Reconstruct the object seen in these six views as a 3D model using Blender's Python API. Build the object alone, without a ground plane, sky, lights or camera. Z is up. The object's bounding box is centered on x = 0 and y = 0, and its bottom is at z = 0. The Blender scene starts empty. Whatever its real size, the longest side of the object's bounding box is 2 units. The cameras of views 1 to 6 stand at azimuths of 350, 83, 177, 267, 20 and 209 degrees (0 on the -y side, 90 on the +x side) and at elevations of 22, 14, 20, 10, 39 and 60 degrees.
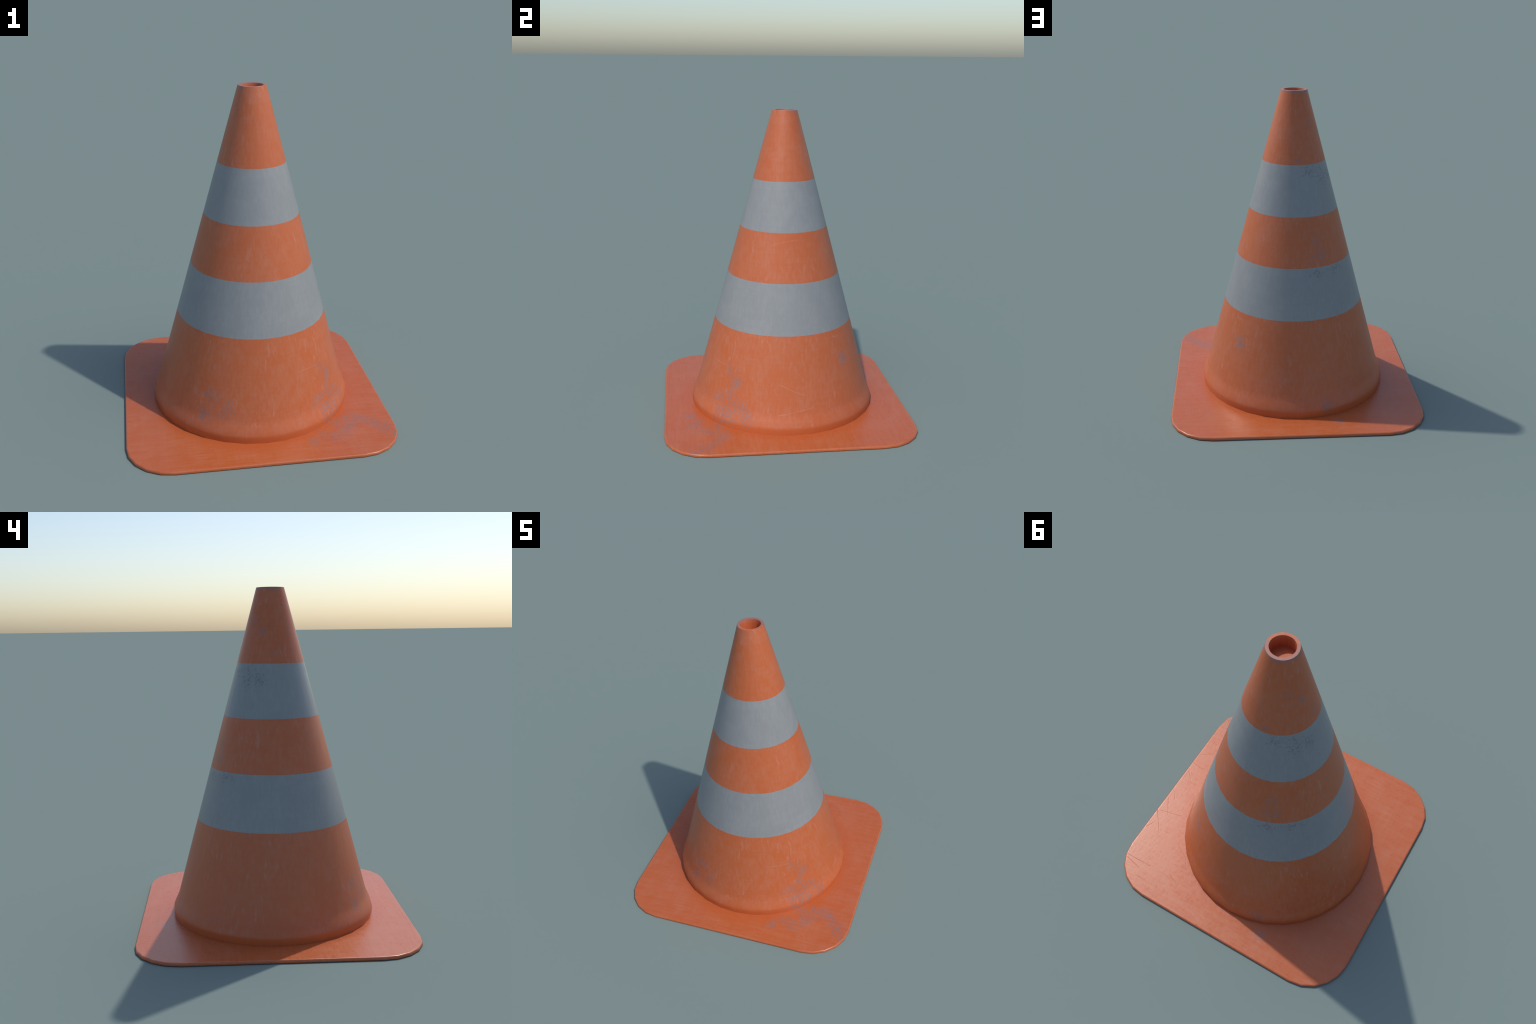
"""Worn orange traffic cone: square rubber base plate, conical body with a flared
foot and a shallow socket in the tip, two grey reflective bands."""
import bpy, bmesh, math
from math import radians, cos, sin, pi
from mathutils import Vector

# ------------------------------------------------------------------ dimensions
SIDES = 32                       # the body is turned with 32 flat-ish sides
R_MID, TAPER = 0.3543, 0.2716    # body radius at z = 1 and its growth per metre downwards
BAND_EDGES = (0.6185, 0.9385, 1.2485, 1.5613)
PLATE_HALF, PLATE_CORNER, PLATE_TOP = 0.8135, 0.270, 0.0178
CORNER_STEPS = 5


def body_radius(z):
    return R_MID + TAPER * (1.0 - z)


# ------------------------------------------------------------------ node helpers
class Nodes:
    """Small wrapper that keeps the material descriptions readable."""

    def __init__(self, name):
        self.mat = bpy.data.materials.new(name)
        self.mat.use_nodes = True
        self.nt = self.mat.node_tree
        self.nt.nodes.clear()
        self.out = self.nt.nodes.new("ShaderNodeOutputMaterial")
        self.bsdf = self.nt.nodes.new("ShaderNodeBsdfPrincipled")
        self.nt.links.new(self.bsdf.outputs[0], self.out.inputs[0])
        self.coord = self.nt.nodes.new("ShaderNodeTexCoord").outputs["Object"]

    def put(self, socket, value):
        if isinstance(value, bpy.types.NodeSocket):
            self.nt.links.new(value, socket)
        elif isinstance(value, (tuple, list)) and len(value) == 3 and socket.type == "RGBA":
            socket.default_value = (*value, 1.0)
        else:
            socket.default_value = value

    def math(self, op, a, b=0.0, c=0.0, clamp=False):
        n = self.nt.nodes.new("ShaderNodeMath")
        n.operation, n.use_clamp = op, clamp
        for s, v in zip(n.inputs, (a, b, c)):
            self.put(s, v)
        return n.outputs[0]

    def vec(self, op, a, b=(0, 0, 0)):
        n = self.nt.nodes.new("ShaderNodeVectorMath")
        n.operation = op
        self.put(n.inputs[0], a)
        self.put(n.inputs[1], b)
        return n.outputs["Value"] if op == "LENGTH" else n.outputs[0]

    def stretch(self, scale, turn=(0, 0, 0), shift=(0, 0, 0)):
        n = self.nt.nodes.new("ShaderNodeMapping")
        self.put(n.inputs["Vector"], self.coord)
        n.inputs["Scale"].default_value = scale
        n.inputs["Rotation"].default_value = tuple(radians(t) for t in turn)
        n.inputs["Location"].default_value = shift
        return n.outputs[0]

    def noise(self, vector, scale, detail=3.0, rough=0.55, warp=0.0):
        n = self.nt.nodes.new("ShaderNodeTexNoise")
        self.put(n.inputs["Vector"], vector)
        n.inputs["Scale"].default_value = scale
        n.inputs["Detail"].default_value = detail
        n.inputs["Roughness"].default_value = rough
        n.inputs["Distortion"].default_value = warp
        return n.outputs[0]

    def ramp(self, v, lo, hi, to_lo=0.0, to_hi=1.0, smooth=True):
        n = self.nt.nodes.new("ShaderNodeMapRange")
        n.interpolation_type = "SMOOTHSTEP" if smooth else "LINEAR"
        n.clamp = True
        for s, x in zip(n.inputs[:5], (v, lo, hi, to_lo, to_hi)):
            self.put(s, x)
        return n.outputs[0]

    def mix(self, f, a, b):
        n = self.nt.nodes.new("ShaderNodeMix")
        n.data_type = "RGBA"
        self.put(n.inputs[0], f)
        self.put(n.inputs[6], a)
        self.put(n.inputs[7], b)
        return n.outputs[2]

    def most(self, items):
        r = items[0]
        for i in items[1:]:
            r = self.math("MAXIMUM", r, i)
        return r

    def blob(self, centre, size, core=0.0):
        """soft ellipsoidal patch, 1 in the middle, 0 outside"""
        d = self.vec("SUBTRACT", self.coord, centre)
        d = self.vec("DIVIDE", d, tuple(1.4 * c for c in size))
        return self.ramp(self.vec("LENGTH", d), core, 1.0, 1.0, 0.0)

    def bump(self, height, strength, distance=0.004):
        n = self.nt.nodes.new("ShaderNodeBump")
        n.inputs["Strength"].default_value = strength
        n.inputs["Distance"].default_value = distance
        self.put(n.inputs["Height"], height)
        self.nt.links.new(n.outputs[0], self.bsdf.inputs["Normal"])

    def scratches(self, vector, scale, width, sparse, seed):
        """thin curved hairlines: iso-lines of a smooth noise, broken up by another noise"""
        v = self.vec("ADD", vector, (seed, seed * 1.7, seed * 0.6))
        line = self.math("ABSOLUTE", self.math("SUBTRACT", self.noise(v, scale, 1.0, 0.3), 0.5))
        line = self.ramp(line, 0.0, width, 1.0, 0.0)
        keep = self.ramp(self.noise(self.vec("ADD", v, (7.1, 3.3, 5.2)), scale * 1.6, 2.0), sparse, sparse + 0.05)
        return self.math("MULTIPLY", line, keep)


def stroke(n, start, end, width):
    """one straight scratch from start to end"""
    along = tuple(e - a for a, e in zip(start, end))
    size = sum(c * c for c in along)
    rel = n.vec("SUBTRACT", n.coord, start)
    dot = n.nt.nodes.new("ShaderNodeVectorMath")
    dot.operation = "DOT_PRODUCT"
    n.put(dot.inputs[0], rel)
    n.put(dot.inputs[1], along)
    t = n.math("DIVIDE", dot.outputs["Value"], size, clamp=True)
    foot = n.nt.nodes.new("ShaderNodeVectorMath")
    foot.operation = "SCALE"
    foot.inputs[0].default_value = along
    n.put(foot.inputs["Scale"], t)
    wobble = n.noise(n.coord, 9.0, 1.0)
    off = n.vec("LENGTH", n.vec("SUBTRACT", rel, foot.outputs[0]))
    off = n.math("SUBTRACT", off, n.math("MULTIPLY", n.math("ABSOLUTE", n.math("SUBTRACT", wobble, 0.5)), width * 3))
    return n.ramp(off, 0.0, width, 1.0, 0.0)


def on_body(azimuth, z, across, tall):
    r = body_radius(z)
    a = radians(azimuth)
    return (r * cos(a), r * sin(a), z), (across, across, tall)


# patches where the skin is chipped down to grey: azimuth, height, half width, half height
BODY_CHIPS = [(-122, 0.26, 0.13, 0.10), (-127, 0.16, 0.10, 0.12), (-113, 0.20, 0.10, 0.12),
              (-46, 0.36, 0.10, 0.10), (-40, 0.29, 0.12, 0.12), (-52, 0.17, 0.15, 0.12), (-38, 0.16, 0.14, 0.12),
              (-45, 0.05, 0.20, 0.08), (-44, 0.10, 0.20, 0.12), (-42, 0.23, 0.13, 0.12), (-30, 0.10, 0.11, 0.14),
              (43, 0.42, 0.095, 0.10), (108, 0.08, 0.11, 0.09),
              (133, 1.805, 0.055, 0.055), (157, 1.745, 0.07, 0.07), (-172, 1.63, 0.075, 0.075),
              (93, 1.59, 0.06, 0.04), (112, 1.10, 0.08, 0.09), (113, 1.00, 0.13, 0.09)]
BAND_CHIPS = [(112, 1.52, 0.13, 0.08), (140, 1.48, 0.13, 0.13), (158, 1.47, 0.10, 0.11), (112, 0.905, 0.17, 0.07), (130, 0.905, 0.15, 0.06)]
PLATE_CHIPS = [(0.29, -0.64, 0.10), (0.42, -0.62, 0.12), (0.54, -0.47, 0.15), (0.64, -0.47, 0.13),
               (0.74, -0.56, 0.12), (0.50, -0.55, 0.13), (0.60, -0.42, 0.10),
               (0.46, -0.47, 0.11), (0.36, -0.57, 0.10), (0.69, -0.52, 0.11), (0.78, -0.63, 0.07), (-0.25, 0.665, 0.10)]
# single scratches: on the plate (x0, y0, x1, y1), on the body (azimuth, z, azimuth, z)
PLATE_GOUGES = [(0.788, 0.623, 0.605, 0.621), (0.775, 0.642, 0.665, 0.667), (0.806, 0.252, 0.704, 0.383),
                (0.784, 0.245, 0.639, 0.212), (0.803, 0.414, 0.767, 0.331), (0.793, 0.141, 0.729, 0.241),
                (0.804, -0.186, 0.707, -0.177), (0.800, -0.263, 0.713, -0.321), (0.532, 0.401, 0.440, 0.454),
                (0.440, 0.454, 0.385, 0.527), (0.476, 0.529, 0.389, 0.524), (0.657, 0.720, 0.571, 0.720),
                (0.464, 0.605, 0.376, 0.646), (0.792, 0.071, 0.749, 0.127), (0.787, -0.112, 0.733, -0.047)]
BODY_LINES = [(-66, 0.392, -57, 0.392), (-57, 0.392, -48, 0.388), (-9, 0.326, 0, 0.285), (0, 0.285, 9, 0.251),
              (-9, 0.138, 2, 0.158), (2, 0.158, 13, 0.177), (30, 0.577, 44, 0.573), (151, 1.006, 156, 1.141),
              (-22, 1.17, -6, 1.195), (-6, 1.195, 10, 1.205), (140, 0.985, 158, 0.962), (-47, 0.44, -46, 0.50)]

ORANGE_BODY, DUSTY_BODY = (0.525, 0.120, 0.034), (0.525, 0.160, 0.078)
ORANGE_PLATE, DUSTY_PLATE = (0.515, 0.116, 0.032), (0.525, 0.152, 0.066)
CHIP_GREY = (0.225, 0.170, 0.172)
BAND_GREY, BAND_PALE, BAND_DARK = (0.262, 0.268, 0.272), (0.305, 0.308, 0.308), (0.115, 0.12, 0.125)


def chips(n, patches, elongated, reach=0.31, soft=0.085):
    """speckle that thickens towards the middle of each patch"""
    mask = n.most(patches)
    v = n.stretch((1, 1, 0.6 if elongated else 1.0))
    fine = n.noise(v, 115.0, 3.0, 0.65, 0.2)
    broad = n.noise(v, 26.0, 2.0, 0.5)
    score = n.math("ADD", n.math("MULTIPLY", fine, 0.88), n.math("MULTIPLY", broad, 0.27))
    level = n.math("SUBTRACT", 0.845, n.math("MULTIPLY", mask, reach))
    spots = n.ramp(n.math("SUBTRACT", score, level), 0.0, soft)
    return n.math("MULTIPLY", spots, n.ramp(mask, 0.0, 0.5))


def dust(n, seed, vertical):
    """cloudy bloom combed into fine streaks: returns its mask and a fine grain"""
    shift = (seed, seed * 0.7, seed * 1.3)
    cloud = n.noise(n.stretch((1, 1, 0.8), shift=shift), 4.6, 6.0, 0.66, 0.9)
    lengthwise = (1, 1, 0.04) if vertical else (0.045, 1, 1)
    crosswise = (0.05, 0.05, 1) if vertical else (1, 0.05, 1)
    comb_a = n.noise(n.stretch(lengthwise, shift=shift), 75.0, 4.0, 0.62)
    comb_b = n.noise(n.stretch(crosswise, shift=shift), 65.0, 4.0, 0.62)
    brush = n.noise(n.stretch((1, 1, 0.22) if vertical else (0.25, 1, 1), shift=shift), 46.0, 3.0, 0.65)
    grain = n.noise(n.coord, 120.0, 3.0, 0.6)

    def signed(v, amount):
        return n.math("MULTIPLY", n.math("SUBTRACT", v, 0.5), amount)

    s = n.math("ADD", n.ramp(cloud, 0, 1, 0.20, 0.80, False), signed(comb_a, 0.52))
    s = n.math("ADD", s, signed(comb_b, 0.24))
    s = n.math("ADD", s, signed(brush, 0.42))
    s = n.math("ADD", s, signed(grain, 0.16))
    return n.ramp(s, 0.34, 0.80), grain


def finish(n, colour, rough, height, bump, spec=0.5):
    n.put(n.bsdf.inputs["Base Color"], colour)
    n.put(n.bsdf.inputs["Roughness"], rough)
    n.bsdf.inputs["Specular IOR Level"].default_value = spec
    n.bump(height, bump)
    return n.mat


def body_material():
    n = Nodes("worn_orange_plastic")
    d, grain = dust(n, 2.3, True)
    height_axis = n.nt.nodes.new("ShaderNodeSeparateXYZ")
    n.put(height_axis.inputs[0], n.coord)
    settle = n.ramp(n.math("ADD", height_axis.outputs[2], n.math("MULTIPLY", grain, 0.012)), 0.064, 0.078, 0.15, 1.0)
    d = n.math("MULTIPLY", d, settle)
    col = n.mix(d, ORANGE_BODY, DUSTY_BODY)
    # sparse pale runs down the wall
    run = n.ramp(n.noise(n.stretch((1, 1, 0.10)), 48.0, 3.0, 0.6), 0.56, 0.66)
    where = n.ramp(n.noise(n.stretch((1, 1, 0.6), shift=(3.1, 1.2, 0.4)), 5.5, 2.0), 0.50, 0.60)
    run = n.math("MULTIPLY", n.math("MULTIPLY", run, where), settle)
    col = n.mix(n.math("MULTIPLY", run, 0.55), col, (0.54, 0.205, 0.130))
    hair = n.most([stroke(n, on_body(a0, z0, 1, 1)[0], on_body(a1, z1, 1, 1)[0], 0.0035)
                   for a0, z0, a1, z1 in BODY_LINES])
    col = n.mix(n.math("MULTIPLY", hair, n.ramp(grain, 0.35, 0.6, 0.15, 0.55)), col, (0.56, 0.22, 0.14))
    spots = chips(n, [n.blob(*on_body(*c)) for c in BODY_CHIPS], True)
    # rubbed lip of the tip, on the side that faces -x +y
    sep = n.nt.nodes.new("ShaderNodeSeparateXYZ")
    n.put(sep.inputs[0], n.coord)
    x, y, z = sep.outputs
    side = n.math("SUBTRACT", n.math("MULTIPLY", y, 0.93), n.math("MULTIPLY", x, 0.37))
    wob = n.math("MULTIPLY", n.math("SUBTRACT", n.noise(n.stretch((1, 1, 0.5)), 38.0, 2.0), 0.5), 0.045)
    rub = n.math("MULTIPLY", n.ramp(side, -0.030, -0.018),
                 n.ramp(n.math("ADD", z, wob), 1.981, 1.989))
    outer = n.ramp(n.vec("LENGTH", n.vec("MULTIPLY", n.coord, (1, 1, 0))), 0.0635, 0.0655)
    rub = n.math("MULTIPLY", rub, outer)
    worn = n.math("MAXIMUM", spots, n.math("MULTIPLY", rub, 0.75))
    col = n.mix(n.math("MULTIPLY", worn, 0.68), col, CHIP_GREY)
    rough = n.math("ADD", n.ramp(d, 0, 1, 0.36, 0.44), n.math("MULTIPLY", grain, 0.06))
    height = n.math("SUBTRACT", n.math("MULTIPLY", grain, 0.25), n.math("MULTIPLY", spots, 0.5))
    return finish(n, col, rough, height, 0.12)


def plate_material():
    n = Nodes("scuffed_orange_rubber")
    d, grain = dust(n, 5.9, False)
    reach = n.vec("LENGTH", n.vec("MULTIPLY", n.coord, (1, 1, 0)))
    d = n.math("MULTIPLY", d, n.ramp(reach, 0.62, 0.74, 0.35, 1.15))
    col = n.mix(d, ORANGE_PLATE, DUSTY_PLATE)
    hair = n.scratches(n.stretch((1, 0.6, 1)), 1.7, 0.003, 0.56, 1.0)
    gouge = n.most([stroke(n, (x0, y0, PLATE_TOP), (x1, y1, PLATE_TOP), 0.0024)
                    for x0, y0, x1, y1 in PLATE_GOUGES]
                   + [n.scratches(n.stretch((1, 1, 1)), 1.6, 0.0022, 0.56, 9.0)])
    col = n.mix(n.math("MULTIPLY", hair, 0.35), col, (0.52, 0.18, 0.11))
    col = n.mix(n.math("MULTIPLY", gouge, 0.28), col, (0.34, 0.075, 0.030))
    spots = chips(n, [n.blob((px, py, 0.02), (s, s, 0.3)) for px, py, s in PLATE_CHIPS], False, 0.31)
    col = n.mix(n.math("MULTIPLY", spots, 0.68), col, CHIP_GREY)
    stroke_a = n.noise(n.stretch((1, 0.3, 1), (0, 0, 35)), 80.0, 2.0, 0.55, 0.6)
    stroke_b = n.noise(n.stretch((0.35, 1, 1), (0, 0, -18)), 66.0, 2.0, 0.55, 0.6)
    swirl = n.math("MULTIPLY", n.math("ADD", stroke_a, stroke_b), 0.5)
    rough = n.math("ADD", n.ramp(swirl, 0.34, 0.66, 0.255, 0.345), n.math("MULTIPLY", gouge, 0.2))
    rough = n.math("ADD", rough, n.math("MULTIPLY", d, 0.04))
    height = n.math("MULTIPLY", swirl, 1.0)
    height = n.math("SUBTRACT", height, n.math("MULTIPLY", gouge, 0.8))
    height = n.math("SUBTRACT", height, n.math("MULTIPLY", spots, 0.4))
    return finish(n, col, rough, height, 0.09, 0.58)


def band_material():
    n = Nodes("dull_grey_reflective_sheet")
    d, grain = dust(n, 8.4, True)
    col = n.mix(d, BAND_GREY, BAND_PALE)
    spots = chips(n, [n.blob(*on_body(*c)) for c in BAND_CHIPS], True, 0.33, 0.16)
    col = n.mix(n.math("MULTIPLY", spots, 0.50), col, BAND_DARK)
    rough = n.math("ADD", n.ramp(d, 0, 1, 0.34, 0.42), n.math("MULTIPLY", grain, 0.06))
    return finish(n, col, rough, n.math("MULTIPLY", grain, 0.25), 0.10)


# ------------------------------------------------------------------ geometry helpers
def turned(name, sections, mat, parent, caps=()):
    """Surface of revolution. sections: lists of (radius, z); smooth inside a section,
    crisp between sections. caps: (radius, z, up) discs."""
    verts, faces, normals = [], [], []

    def ring(r, z):
        start = len(verts)
        for i in range(SIDES):
            a = 2 * pi * i / SIDES
            verts.append((r * cos(a), r * sin(a), z))
        return start

    loops = []          # one normal per face corner
    for sec in sections:
        seg = []
        for (r0, z0), (r1, z1) in zip(sec, sec[1:]):
            nr, nz = (z1 - z0), -(r1 - r0)
            length = math.hypot(nr, nz)
            seg.append((nr / length, nz / length))
        nrm = []
        for k in range(len(sec)):
            a = seg[max(k - 1, 0)]
            b = seg[min(k, len(seg) - 1)]
            s = (a[0] + b[0], a[1] + b[1])
            length = math.hypot(*s)
            nrm.append((s[0] / length, s[1] / length))
        rings = [ring(r, z) for r, z in sec]
        for k in range(len(sec) - 1):
            for i in range(SIDES):
                j = (i + 1) % SIDES
                faces.append((rings[k] + i, rings[k] + j, rings[k + 1] + j, rings[k + 1] + i))
                for kk, ii in ((k, i), (k, j), (k + 1, j), (k + 1, i)):
                    a = 2 * pi * ii / SIDES
                    loops.append((nrm[kk][0] * cos(a), nrm[kk][0] * sin(a), nrm[kk][1]))
    for r, z, up in caps:
        s = ring(r, z)
        f = tuple(s + i for i in range(SIDES))
        faces.append(f if up else f[::-1])
        loops += [(0, 0, 1 if up else -1)] * SIDES
    return make(name, verts, faces, loops, mat, parent)


def make(name, verts, faces, loops, mat, parent):
    me = bpy.data.meshes.new(name)
    me.from_pydata(verts, [], faces)
    me.polygons.foreach_set("use_smooth", [True] * len(me.polygons))
    me.normals_split_custom_set(loops)
    me.materials.append(mat)
    me.update()
    ob = bpy.data.objects.new(name, me)
    bpy.context.scene.collection.objects.link(ob)
    ob.parent = parent
    return ob


def plate_outline(inset):
    """rounded square, CORNER_STEPS facets per corner"""
    h, r = PLATE_HALF - inset, PLATE_CORNER - inset
    pts = []
    for quarter in range(4):
        cx = (h - r) * (1 if quarter in (0, 3) else -1)
        cy = (h - r) * (1 if quarter in (0, 1) else -1)
        for k in range(CORNER_STEPS + 1):
            a = pi / 2 * (quarter + k / CORNER_STEPS)
            pts.append((cx + r * cos(a), cy + r * sin(a), cos(a), sin(a)))
    return pts


def base_plate(mat, parent):
    # edge profile from the underside over the rounded shoulder to the top: inset, z, tilt of normal
    rows = [(0.0005, 0.000, -40), (0.000, 0.002, -8), (0.000, 0.0080, 5), (0.0015, 0.0130, 30),
            (0.005, 0.0166, 62), (0.010, PLATE_TOP, 90)]
    verts, faces, loops, ring = [], [], [], []
    for inset, z, tilt in rows:
        ring.append(len(verts))
        verts += [(x, y, z) for x, y, _, _ in plate_outline(inset)]
    out = plate_outline(0)
    count = len(out)

    def nrm(k, i):
        t = radians(rows[k][2])
        return (cos(t) * out[i][2], cos(t) * out[i][3], sin(t))

    for k in range(len(rows) - 1):
        for i in range(count):
            j = (i + 1) % count
            faces.append((ring[k] + i, ring[k] + j, ring[k + 1] + j, ring[k + 1] + i))
            loops += [nrm(k, i), nrm(k, j), nrm(k + 1, j), nrm(k + 1, i)]
    faces.append(tuple(ring[-1] + i for i in range(count)))
    loops += [(0, 0, 1)] * count
    faces.append(tuple(ring[0] + i for i in reversed(range(count))))
    loops += [(0, 0, -1)] * count
    return make("base_plate", verts, faces, loops, mat, parent)


# ------------------------------------------------------------------ the object
cone = bpy.data.objects.new("traffic_cone", None)
bpy.context.scene.collection.objects.link(cone)
cone["label"] = "worn orange traffic cone with two grey reflective bands"
cone["category"] = "traffic cone"

orange, rubber, grey = body_material(), plate_material(), band_material()

base_plate(rubber, cone)

line = lambda z: (body_radius(z), z)
e = BAND_EDGES
foot = [(0.6195, 0.006), (0.6215, 0.024), (0.6222, 0.044), (0.6220, 0.055), (0.6206, 0.0635), (0.6170, 0.0745), (0.6110, 0.0905),
        (0.6015, 0.1105), (0.5908, 0.133), line(0.155), line(0.30), line(e[0])]
turned("cone_section", [foot], orange, cone)
turned("reflective_band", [[line(e[0]), line(e[1])]], grey, cone)
turned("cone_section", [[line(e[1]), line(e[2])]], orange, cone)
turned("reflective_band", [[line(e[2]), line(e[3])]], grey, cone)
tip = [line(e[3]), line(1.80), line(1.9990)]
r_top = body_radius(2.0)
lip = [(body_radius(1.999), 1.9990), (r_top - 0.0004, 2.0)]
lip_top = [(r_top - 0.0004, 2.0), (0.0655, 2.0)]
socket = [(0.0655, 2.0), (0.0650, 1.9988), (0.0625, 1.926)]
turned("cone_tip", [tip, lip, lip_top, socket], orange, cone, caps=[(0.0625, 1.926, True)])
